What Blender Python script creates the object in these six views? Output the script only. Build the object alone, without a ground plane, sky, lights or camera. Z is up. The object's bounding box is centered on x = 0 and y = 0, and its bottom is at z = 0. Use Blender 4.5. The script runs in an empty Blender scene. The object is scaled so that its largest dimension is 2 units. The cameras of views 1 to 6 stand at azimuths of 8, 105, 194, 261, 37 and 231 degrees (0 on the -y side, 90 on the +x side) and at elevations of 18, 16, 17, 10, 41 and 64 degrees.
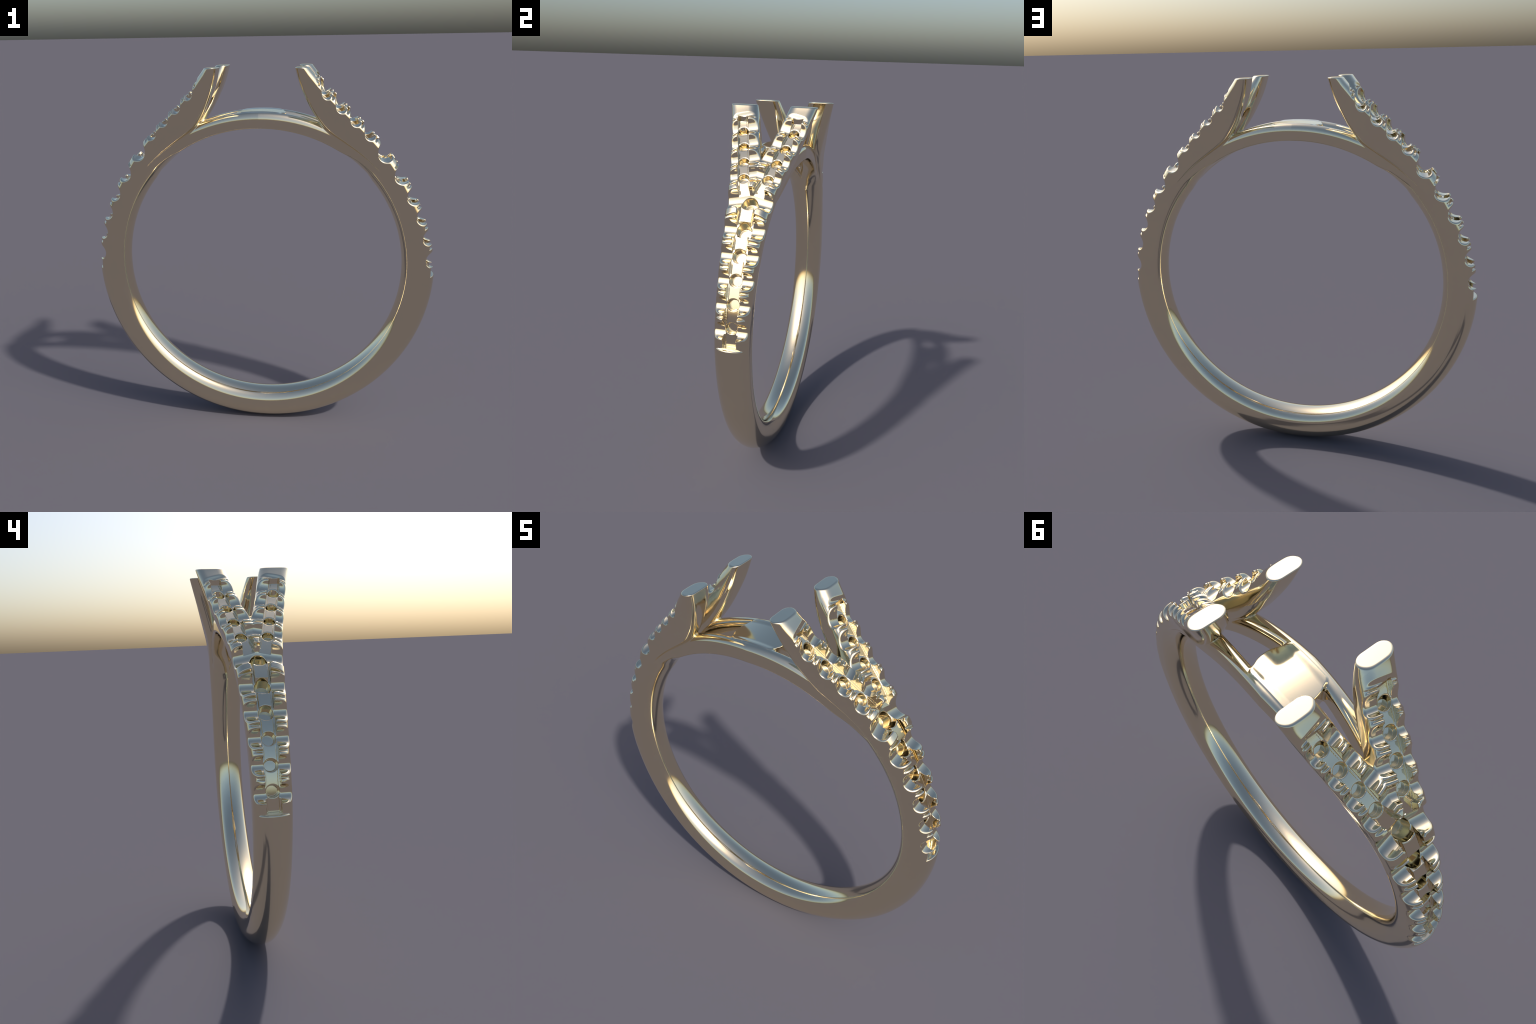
"""Split-shank pave ring mount in polished pale gold.

The ring is described as an implicit solid (distance rules for the hoop, the four
split arms, the gallery bridge and every stone-setting cut), meshed once as one seamless
surface and then separated by region into named parts that share border vertices.
Only one quarter is meshed; the ring is symmetric about x = 0 and y = 0.
"""
import bpy
import math
import numpy as np

F = np.float32
VOX = 0.0024                      # mesh cell size
ZC = 0.912                        # pole from which the outer outline is measured
Z_HOLE, R_IN = 0.930, 0.757       # centre height and radius of the finger hole


# ------------------------------------------------------------------ helpers
class Curve:
    """Smooth (Catmull-Rom resampled) 1-D profile through control points."""

    def __init__(self, pts):
        pts = sorted(pts)
        t = np.array([p[0] for p in pts], float)
        v = np.array([p[1] for p in pts], float)
        d = np.diff(v) / np.diff(t)
        m = np.concatenate([[d[0]], 0.5 * (d[1:] + d[:-1]), [d[-1]]])
        self.x = np.linspace(t[0], t[-1], 800)
        i = np.clip(np.searchsorted(t, self.x) - 1, 0, len(t) - 2)
        w = t[i + 1] - t[i]
        u = (self.x - t[i]) / w
        self.y = ((2*u**3 - 3*u**2 + 1) * v[i] + (u**3 - 2*u**2 + u) * w * m[i]
                  + (-2*u**3 + 3*u**2) * v[i+1] + (u**3 - u**2) * w * m[i+1])

    def __call__(self, q):
        return np.interp(q, self.x, self.y).astype(F)


def smax(a, b, k):
    """Maximum with the edge rounded over about k."""
    g = np.maximum(k - np.abs(a - b), 0) / k
    return np.maximum(a, b) + g * g * k * F(0.25)


def smin(a, b, k):
    return -smax(-a, -b, k)


def step(a, b, q):
    u = np.clip((q - a) / (b - a), 0, 1)
    return u * u * (3 - 2 * u)


# ------------------------------------------------------------------ profiles
# outer outline: distance from the finger-hole centre, by angle from straight up
OUTER = Curve([(3, 1.36), (9, 1.20), (13.3, 1.117), (15.5, 1.085), (17.3, 1.063), (22, 1.020), (27.6, 0.987),
               (33.7, 0.963), (40.5, 0.947), (50, 0.933), (59, 0.924), (67, 0.923),
               (75, 0.925), (83, 0.928), (90, 0.930), (105, 0.9255), (120, 0.921), (150, 0.9145), (180, 0.912)])
# inside edge of the rising arms: x by height
ARM_IN = Curve([(0.0, 0.62), (1.20, 0.62), (1.30, 0.60), (1.40, 0.570), (1.45, 0.550), (1.48, 0.534), (1.54, 0.490), (1.60, 0.434), (1.69, 0.338),
                (1.763, 0.284), (1.845, 0.241), (1.913, 0.213), (2.0, 0.190), (2.06, 0.176)])
# half width of the hoop / outer flank of the arms, by height
FLANK = Curve([(0.0, 0.090), (0.6, 0.090), (1.0, 0.090), (1.10, 0.091), (1.22, 0.094),
               (1.33, 0.099), (1.44, 0.106), (1.56, 0.117), (1.65, 0.133), (1.72, 0.153),
               (1.80, 0.177), (1.87, 0.198), (1.94, 0.219), (2.0, 0.238), (2.06, 0.257)])
# middle line of an arm, by height
ARM_MID = Curve([(1.4, 0.0), (1.50, 0.020), (1.58, 0.035), (1.66, 0.0535), (1.73, 0.0735), (1.80, 0.097), (1.873, 0.123),
                 (2.0, 0.163), (2.06, 0.181)])
ARM_HALF = 0.071
# crotch side of an arm, by height (below zero the two arms are one body)
ARM_GAP = Curve([(1.2, -0.40), (1.60, -0.10), (1.70, -0.044), (1.772, 0.0), (1.80, 0.015), (1.87, 0.041), (2.0, 0.084), (2.06, 0.102)])
# how far the outer face falls away towards the flanks, by angle
DOME = Curve([(0, 0.004), (30, 0.006), (45, 0.010), (60, 0.018), (85, 0.030), (100, 0.042), (120, 0.048), (180, 0.048)])
# gallery rails: outer and inner y by distance from the middle
RAIL_OUT = Curve([(0.0, 0.133), (0.2, 0.124), (0.34, 0.117), (0.45, 0.107), (0.6, 0.094), (1.0, 0.08)])
RAIL_IN = Curve([(0.0, 0.070), (0.12, 0.066), (0.2, 0.058), (0.3, 0.045), (0.42, 0.026), (0.50, 0.0), (0.6, -0.05), (1.0, -0.2)])
RAIL_TOP = 0.868

# arc length along the outer outline, by angle
_TH = np.linspace(0, 180, 3601)
_R = OUTER(_TH).astype(float)
_X, _Z = _R * np.sin(np.radians(_TH)), _R * np.cos(np.radians(_TH))
_S = np.concatenate([[0], np.cumsum(np.hypot(np.diff(_X), np.diff(_Z)))])
_SLOPE = np.gradient(_R, np.radians(_TH)) / _R
_COS = 1 / np.sqrt(1 + _SLOPE ** 2)


def arc(th):
    return np.interp(th, _TH, _S)


# ------------------------------------------------------------------ stone settings
class Seat:
    """One stone position: place on the outer face, tilt of its cuts and size of the cuts."""

    def __init__(self, th, y, tilt, pitch, hole=True, scoop=0.32, up=-0.06, shift=0.0):
        self.th, self.s, self.y = th, float(arc(th)), y
        self.ct, self.st = math.cos(tilt), math.sin(tilt)
        self.pitch, self.hole = pitch, hole
        self.r = scoop * pitch
        self.up = up * pitch
        self.shift = shift


def height_at(th):
    return ZC + float(OUTER(th)) * math.cos(math.radians(th))


TILT = 0.27
ARM_TH = [18.7, 23.9, 29.5, 35.5]
HOOP_TH = [44.1, 53.3, 61.6, 69.2, 76.7, 84.0]
ARM_SEATS = [Seat(15.8, float(ARM_MID(height_at(15.8))), TILT, 0.030, hole=False, scoop=0.30, up=0.0)]
for t in ARM_TH:
    ARM_SEATS.append(Seat(t, float(ARM_MID(height_at(t))), TILT, 0.103, scoop=0.345, up=-0.02))
HOOP_SEATS = []
for t, p in zip(HOOP_TH, [0.150, 0.143, 0.130, 0.122, 0.119, 0.117]):
    HOOP_SEATS.append(Seat(t, 0.0, 0.22 if t < 45 else 0.0, p, scoop=0.325, up=-0.06, shift=0.020 if t < 45 else 0.0))
HOOP_SEATS[-1].r, HOOP_SEATS[-1].shift = 0.041, -0.008
END_TH = (87.3, 90.2)              # flat landing that closes the row of stones
SPLIT_TH = 39.3


def solid(P, want_parts=False):
    """Signed distance (about) of the ring at points P (n x 3); also the active rule for naming parts."""
    x, y, z = np.abs(P[:, 0]), np.abs(P[:, 1]), P[:, 2]
    dz = z - F(ZC)
    rho = np.sqrt(x * x + dz * dz)
    th = np.degrees(np.arctan2(x, dz)).astype(F)
    cosa = np.interp(th, _TH, _COS).astype(F)
    yc, yf = ARM_MID(z), FLANK(z)
    arm = step(45, 33, th)                       # 1 on the arms, 0 on the hoop

    # outer face with its dome, measured from the middle line of the hoop or arm
    h = (rho - OUTER(th)) * cosa
    # the crotch between two arms opens further down on the inside
    yg = ARM_GAP(z + (F(0.48) * np.clip(-h, 0, 0.15) + F(1.6) * np.clip(-h - F(0.085), 0, 0.06)) * step(2.0, 1.86, z))
    w0 = np.where(arm > 0, arm * np.abs(y - yc) + (1 - arm) * y, y)
    dome = h + DOME(th) * (w0 / (F(ARM_HALF) * arm + yf * (1 - arm))) ** 2
    low = step(80, 115, th)                      # softer corners on the plain hoop
    flank = (y - yf) * F(0.97) + F(0.10) * np.abs(rho - F(0.853)) * low
    dh = z - F(Z_HOLE)
    rin = np.sqrt(x * x + dh * dh)
    yb = np.minimum(y, F(0.10))
    inner = (F(R_IN) + F(0.112) - np.sqrt(F(0.112) ** 2 - yb * yb) - rin) * F(0.85)
    # --- hoop and arms share one body; the arms stand clear of the gallery above the split
    rise = (ARM_IN(z) - x) * F(0.82) - F(3.0) * np.maximum(F(1.42) - z, 0)
    gap = (yg - y) * F(0.95)
    sides = smax(flank, gap, F(0.004))
    body = smax(dome, sides, F(0.047))
    arm_in = smax(rise, sides, F(0.005) + F(0.040) * step(1.50, 1.68, z))
    body = smax(body, arm_in, F(0.006))
    body = smax(body, inner, F(0.022))
    body = smax(body, z - F(2.0), F(0.005))

    # --- settings
    s = np.interp(th, _TH, _S).astype(F)
    cuts = np.full_like(h, -1)
    bore = np.full_like(h, -1)
    near = h > -0.17
    idx = np.nonzero(near)[0]
    if len(idx):
        hn, sn, yn, tn = h[idx], s[idx], y[idx], th[idx]
        c = np.full_like(hn, -1)
        b = np.full_like(hn, -1)
        for group, on_arm in ((ARM_SEATS, True), (HOOP_SEATS, False)):
            zone = (tn < 45) if on_arm else (tn > SPLIT_TH - 6)
            j = np.nonzero(zone)[0]
            if not len(j):
                continue
            hh, ss, yy = hn[j], sn[j], yn[j]
            cc = np.full_like(hh, -1)
            bb = np.full_like(hh, -1)
            for q in group:
                ds, dy = ss - F(q.s), yy - F(q.y)
                t = ds * F(q.ct) - dy * F(q.st)
                w = ds * F(q.st) + dy * F(q.ct)
                r = q.r
                # U-shaped scoop across the whole width
                ts = t + F(q.shift)
                d = F(r) - np.sqrt(ts * ts + (hh - F(q.up)) ** 2)
                d = np.maximum(d, np.where(hh > q.up, F(r) + F(0.12) * (hh - F(q.up)) - np.abs(ts), -1))
                cc = np.maximum(cc, d)
                if q.hole:
                    rad = np.sqrt(t * t + w * w)
                    bb = np.maximum(bb, np.minimum((F(0.31 * q.pitch) + hh * F(0.13) - rad) * F(0.98), hh + F((0.62 if on_arm else 0.68) * q.pitch)))
                    # conical stone seat that trims the prongs
                    cone = (F(0.40 * q.pitch) + hh * F(0.65) - rad) * F(0.84)
                    cc = np.maximum(cc, np.minimum(cone, hh + F(0.30 * q.pitch)))
                    # bearing for the stone's girdle
                    cc = np.maximum(cc, np.minimum(F((0.42 if on_arm else 0.45) * q.pitch) - rad, hh + F((0.10 if on_arm else 0.13) * q.pitch)))
                    # V groove that splits each block into two claws
                    dep = (0.15 if on_arm else 0.16) * q.pitch
                    for k in ((0.49,) if q is not ARM_SEATS[1] else (0.49, -0.50)):
                        g = F(0.022 * q.pitch) + F(0.22) * np.maximum(hh + F(dep), 0) - np.abs(t - F(k * q.pitch))
                        cc = np.maximum(cc, np.minimum(np.minimum(g, hh + F(dep)), np.abs(w) - F((0.30 if q is ARM_SEATS[-1] else 0.27) * q.pitch)))
            # channel along the row of stones
            row = group + HOOP_SEATS[:1] if on_arm else group
            s0, s1 = row[0].s, row[-1].s if on_arm else float(arc(89.4))
            i = np.array([q.s for q in row])
            mid = np.interp(ss, i, [q.y if (q.y or not on_arm) else 0.024 for q in row]).astype(F)
            pit = np.interp(ss, i, [q.pitch if q.hole else 0.09 for q in row]).astype(F)
            wv = np.abs(yy - mid)
            ends = np.maximum(F(s0) - ss, ss - F(s1) - F(0.008))
            floor = hh + (F(0.35) * pit if on_arm else F(0.028) + F(0.022) * step(44, 84, tn[j]))
            chan = np.minimum(np.minimum(F(0.215) * pit - wv, floor), -ends)
            slot = np.minimum(np.minimum(F(0.042) * pit - np.abs(wv - F(0.245) * pit), hh + F(0.36) * pit), -np.maximum(ends, ss - F(arc(39.5))) if on_arm else -ends)
            cc = np.maximum(cc, np.maximum(chan, slot))
            if not on_arm:
                land = np.minimum(ss - F(arc(END_TH[0])), F(arc(END_TH[1])) - ss)
                cc = np.maximum(cc, np.minimum(land, hh + F(0.022)))
            c[j] = np.maximum(c[j], cc)
            b[j] = np.maximum(b[j], bb)
        cuts[idx] = c
        bore[idx] = b

    # --- gallery: two bowed rails and a round plate
    ro, ri = RAIL_OUT(x), RAIL_IN(x)
    ri = ri - F(0.06) * np.clip(F(RAIL_TOP) - rho, 0, 0.12)
    top = rho - F(RAIL_TOP)
    rail = smax(smax(y - ro, top, F(0.040)), smax(ri - y, top, F(0.036)), F(0.004))
    blend = step(0.40, 0.64, x)
    under = F(R_IN + 0.009) + F(1.6) * (y - F(0.5) * (ro + np.maximum(ri, 0))) ** 2
    hoop_under = F(R_IN + 0.001) + F(0.112) - np.sqrt(F(0.112) ** 2 - yb * yb)
    rail = smax(rail, (under * (1 - blend) + hoop_under * blend - rin) * F(0.9), F(0.012))
    rail = np.maximum(rail, (th - F(54)) * F(0.0139)) + F(0.02) * step(42, 53, th)
    plate = smax(np.sqrt(x * x + y * y) - F(0.130), np.maximum(rho - F(RAIL_TOP - 0.002), y - F(0.092)), F(0.006))
    plate = smax(plate, F(R_IN + 0.012) - rin, F(0.005))
    plate = np.where(dz > 0, plate, F(1))
    gallery = smin(rail, plate, F(0.012))
    f = smin(body, gallery, F(0.007))
    f = smax(f, cuts, F(0.008))
    f = smax(f, bore, F(0.004))
    if not want_parts:
        return f
    part = np.where(th < SPLIT_TH, 1, np.where(th < 91.5, 2, 0))     # arm, shoulder, band
    part = np.where(gallery < body, np.where(plate < rail, 4, 3), part)
    is_cut = (gallery > body) & (np.maximum(cuts, bore) > -0.006)
    hole = (gallery > body) & (bore > -0.003)
    return f, part, th, h, s, hole, is_cut


# ------------------------------------------------------------------ meshing of one quarter
def mesh_quarter():
    B = 8
    nx, ny, nz = [int(math.ceil(e / VOX / B)) * B for e in (0.935, 0.25, 2.03)]
    ox, oy, oz = -1.5 * VOX, -1.5 * VOX, -3.3 * VOX
    ax = [(np.arange(n) * VOX + o).astype(F) for n, o in ((nx, ox), (ny, oy), (nz, oz))]
    # coarse pass
    cen = [a.reshape(-1, B).mean(1) for a in ax]
    G = np.stack(np.meshgrid(*cen, indexing="ij"), -1).reshape(-1, 3).astype(F)
    fc = solid(G).reshape([len(c) for c in cen])
    act = np.abs(fc) < VOX * B * 0.9 * 1.7
    vol = np.repeat(np.repeat(np.repeat(np.where(fc > 0, F(1), F(-1)), B, 0), B, 1), B, 2)
    blocks = np.argwhere(act)
    loc = np.stack(np.meshgrid(*[np.arange(B)] * 3, indexing="ij"), -1).reshape(-1, 3)
    for k in range(0, len(blocks), 1500):
        ijk = (blocks[k:k + 1500, None, :] * B + loc[None]).reshape(-1, 3)
        P = np.stack([ax[0][ijk[:, 0]], ax[1][ijk[:, 1]], ax[2][ijk[:, 2]]], -1)
        vol[ijk[:, 0], ijk[:, 1], ijk[:, 2]] = solid(P)
    ins = vol < 0
    # cells that the surface crosses (surface nets)
    cnt = np.zeros([n - 1 for n in vol.shape], np.uint8)
    for dx in (0, 1):
        for dy in (0, 1):
            for dz in (0, 1):
                cnt += ins[dx:dx + nx - 1, dy:dy + ny - 1, dz:dz + nz - 1]
    cells = np.argwhere((cnt > 0) & (cnt < 8))
    cid = np.full(cnt.shape, -1, np.int32)
    cid[cells[:, 0], cells[:, 1], cells[:, 2]] = np.arange(len(cells))
    V = np.zeros((len(cells), 3))
    N = np.zeros(len(cells))
    cor = [np.array(c) for c in np.ndindex(2, 2, 2)]
    val = [vol[cells[:, 0] + c[0], cells[:, 1] + c[1], cells[:, 2] + c[2]] for c in cor]
    for a in range(8):
        for b in range(a + 1, 8):
            if np.abs(cor[a] - cor[b]).sum() != 1:
                continue
            x = (val[a] < 0) != (val[b] < 0)
            t = np.where(x, val[a] / np.where(x, val[a] - val[b], 1), 0)
            V += np.where(x[:, None], cor[a] + t[:, None] * (cor[b] - cor[a]), 0)
            N += x
    V = (cells + V / N[:, None]) * VOX + np.array([ox, oy, oz])
    # faces: one quad per crossed grid edge
    Q = []
    for axis in range(3):
        sl0 = [slice(None)] * 3
        sl1 = [slice(None)] * 3
        sl0[axis], sl1[axis] = slice(0, -1), slice(1, None)
        i0, i1 = ins[tuple(sl0)], ins[tuple(sl1)]
        e = np.argwhere(i0 != i1)
        u, v = [a for a in range(3) if a != axis]
        ok = (e[:, u] > 0) & (e[:, v] > 0) & (e[:, u] < vol.shape[u] - 1) & (e[:, v] < vol.shape[v] - 1)
        e = e[ok]
        fwd = i0[e[:, 0], e[:, 1], e[:, 2]]
        if axis == 1:
            fwd = ~fwd
        q = []
        for du, dv in ((0, 0), (-1, 0), (-1, -1), (0, -1)):
            c = e.copy()
            c[:, u] += du
            c[:, v] += dv
            q.append(cid[c[:, 0], c[:, 1], c[:, 2]])
        q = np.stack(q, 1)
        q = np.where(fwd[:, None], q, q[:, ::-1])
        Q.append(q[(q >= 0).all(1)])
    Q = np.concatenate(Q)
    # keep the quarter x >= 0, y >= 0; cell 1 straddles each mirror plane
    ok = (cells[Q, 0] >= 1).all(1) & (cells[Q, 1] >= 1).all(1)
    Q = Q[ok]
    used = np.unique(Q)
    new = np.full(len(V), -1)
    new[used] = np.arange(len(used))
    V, Q, cells = V[used], new[Q], cells[used]
    on_x, on_y = cells[:, 0] == 1, cells[:, 1] == 1
    V[on_x, 0] = 0
    V[on_y, 1] = 0
    # relax a little, then pull the points back onto the surface
    for it in range(2):
        acc = np.zeros_like(V)
        num = np.zeros(len(V))
        for k in range(4):
            np.add.at(acc, Q[:, k], V[Q[:, (k + 1) % 4]] + V[Q[:, (k + 3) % 4]])
            np.add.at(num, Q[:, k], 2)
        acc /= num[:, None]
        acc[on_x, 0] = 0
        acc[on_y, 1] = 0
        V = 0.5 * V + 0.5 * acc
        for jt in range(2):
            g, f = gradient(V)
            V = V - np.clip(f, -VOX, VOX)[:, None] * g * 0.9
            V[on_x, 0] = 0
            V[on_y, 1] = 0
    g, f = gradient(V, 0.0016)
    g[on_x, 0] = 0
    g[on_y & (np.abs(g[:, 1]) < 0.999), 1] = 0
    g /= np.maximum(np.linalg.norm(g, axis=1), 1e-9)[:, None]
    return V, Q, g, on_x, on_y


def gradient(V, e=0.0012):
    P = V.astype(F)
    g = np.zeros_like(V)
    for a in range(3):
        d = np.zeros(3, F)
        d[a] = e
        g[:, a] = solid(P + d) - solid(P - d)
    n = np.linalg.norm(g, axis=1)
    mag = np.maximum(n / (2 * e), 0.3)
    return g / np.maximum(n, 1e-9)[:, None], solid(P) / mag


# ------------------------------------------------------------------ material
def pale_gold():
    m = bpy.data.materials.new("polished_pale_gold")
    m.use_nodes = True
    nt = m.node_tree
    b = nt.nodes["Principled BSDF"]
    b.inputs["Metallic"].default_value = 1.0
    b.inputs["Roughness"].default_value = 0.10
    tc = nt.nodes.new("ShaderNodeTexCoord")
    noise = nt.nodes.new("ShaderNodeTexNoise")
    noise.inputs["Scale"].default_value = 9.0
    noise.inputs["Detail"].default_value = 3.0
    ramp = nt.nodes.new("ShaderNodeValToRGB")
    ramp.color_ramp.elements[0].position = 0.3
    ramp.color_ramp.elements[0].color = (0.905, 0.785, 0.550, 1)
    ramp.color_ramp.elements[1].position = 0.7
    ramp.color_ramp.elements[1].color = (0.915, 0.795, 0.560, 1)
    nt.links.new(tc.outputs["Object"], noise.inputs["Vector"])
    nt.links.new(noise.outputs["Fac"], ramp.inputs["Fac"])
    nt.links.new(ramp.outputs["Color"], b.inputs["Base Color"])
    return m


# ------------------------------------------------------------------ assembly
def build():
    V, Q, Nrm, on_x, on_y = mesh_quarter()
    cen = V[Q].mean(1).astype(F)
    f, part, th, h, s, hole, is_cut = solid(cen, True)
    # prong blocks: the metal left standing between two scoops, beside the channel
    arm_s = [q.s for q in ARM_SEATS]
    hoop_s = [q.s for q in HOOP_SEATS]
    key = np.zeros(len(Q), np.int64)          # 0 = not a prong
    seat_key = np.zeros(len(Q), np.int64)
    y = cen[:, 1]
    for seats, on_arm, base in ((ARM_SEATS, True, 100), (HOOP_SEATS, False, 200)):
        zone = (part == 1) if on_arm else (part == 2)
        tilt = TILT if on_arm else 0.0
        for k, q in enumerate(seats):
            ds, dy = s - q.s, y - q.y
            t = ds * math.cos(tilt) - dy * math.sin(tilt)
            w = ds * math.sin(tilt) + dy * math.cos(tilt)
            if q.hole:
                seat_key[zone & hole & (t * t + w * w < (0.3 * q.pitch) ** 2)] = base + k
            # the block between this seat and the one below it
            nxt = seats[k + 1].s if k + 1 < len(seats) else (HOOP_SEATS[0].s if on_arm else float(arc(90.5)))
            gap = (nxt - q.s) * math.cos(tilt)
            depth = 0.30 * (q.pitch if q.hole else 0.08)
            blk = zone & (t > 0.04 * gap) & (t < 1.04 * gap) & (h > -depth) & ~hole
            wide = 0.20 * (q.pitch if q.hole else 0.09)
            key[blk & (w > wide)] = base + 2 * k + 1000
            key[blk & (w < -wide)] = base + 2 * k + 1001
    mat = pale_gold()
    root = bpy.data.objects.new("ring", None)
    bpy.context.scene.collection.objects.link(root)
    root["label"] = "pale gold split-shank ring mount with scalloped pave shoulders and empty stone seats"
    root["category"] = "ring"

    # four mirrored copies joined along the mirror planes
    nV = len(V)
    signs = [(1, 1), (-1, 1), (1, -1), (-1, -1)]
    allV = np.concatenate([V * [sx, sy, 1] for sx, sy in signs])
    allN = np.concatenate([Nrm * [sx, sy, 1] for sx, sy in signs])
    idx = np.arange(nV)
    remap = [idx, np.where(on_x, idx, idx + nV), np.where(on_y, idx, idx + 2 * nV), None]
    remap[3] = np.where(on_x & on_y, idx, np.where(on_x, idx + 2 * nV, np.where(on_y, idx + nV, idx + 3 * nV)))
    faces, group = [], []
    names = {0: "band", 1: "split_arm", 2: "shoulder", 3: "gallery_rail", 4: "gallery_plate"}
    for c, (sx, sy) in enumerate(signs):
        q = remap[c][Q]
        if sx * sy < 0:
            q = q[:, ::-1]
        faces.append(q)
        g = np.empty(len(Q), object)
        label = part.astype(np.int64) * 10
        # which mirrored copies belong to one part
        side = np.where(part == 1, 1 + c, np.where(part == 2, 1 + (sx < 0), np.where(part == 3, 1 + (sy < 0), 0)))
        label = label + side
        shared_hoop = (seat_key >= 200)
        label = np.where(seat_key > 0, 10000 + seat_key * 10 + np.where(shared_hoop, 1 + (sx < 0), 1 + c), label)
        label = np.where((key > 0) & (seat_key == 0), 100000 + key * 10 + 1 + c, label)
        group.append(label)
    faces, group = np.concatenate(faces), np.concatenate(group)
    objs = {}
    for lab in np.unique(group):
        fq = faces[group == lab]
        vs, inv = np.unique(fq, return_inverse=True)
        inv = inv.reshape(fq.shape)
        if lab >= 100000:
            name = "prong"
        elif lab >= 10000:
            name = "stone_seat"
        else:
            name = names[int(lab) // 10]
        me = bpy.data.meshes.new(name)
        me.vertices.add(len(vs))
        me.vertices.foreach_set("co", allV[vs].astype(F).ravel())
        me.loops.add(len(fq) * 4)
        me.loops.foreach_set("vertex_index", inv.astype(np.int32).ravel())
        me.polygons.add(len(fq))
        me.polygons.foreach_set("loop_start", np.arange(len(fq), dtype=np.int32) * 4)
        me.update(calc_edges=True)
        me.validate()
        me.polygons.foreach_set("use_smooth", np.ones(len(me.polygons), bool))
        me.normals_split_custom_set_from_vertices(allN[vs].astype(F).tolist())
        me.materials.append(mat)
        ob = bpy.data.objects.new(name, me)
        bpy.context.scene.collection.objects.link(ob)
        objs[int(lab)] = ob
    for lab, ob in objs.items():
        ob.parent = root
        host = None
        if lab >= 10000:                       # seats and prongs sit on an arm or a shoulder
            code = (lab % 100000) // 10
            c = lab % 10
            arm_part = (code % 1000) < 200
            if arm_part:
                host = objs.get(10 + c)
            elif lab < 100000:
                host = objs.get(20 + c)
            else:
                host = objs.get(20 + (2 if c in (2, 4) else 1))
        if host is not None:
            ob.parent = host
    print("faces", len(faces), "objects", len(objs))


build()
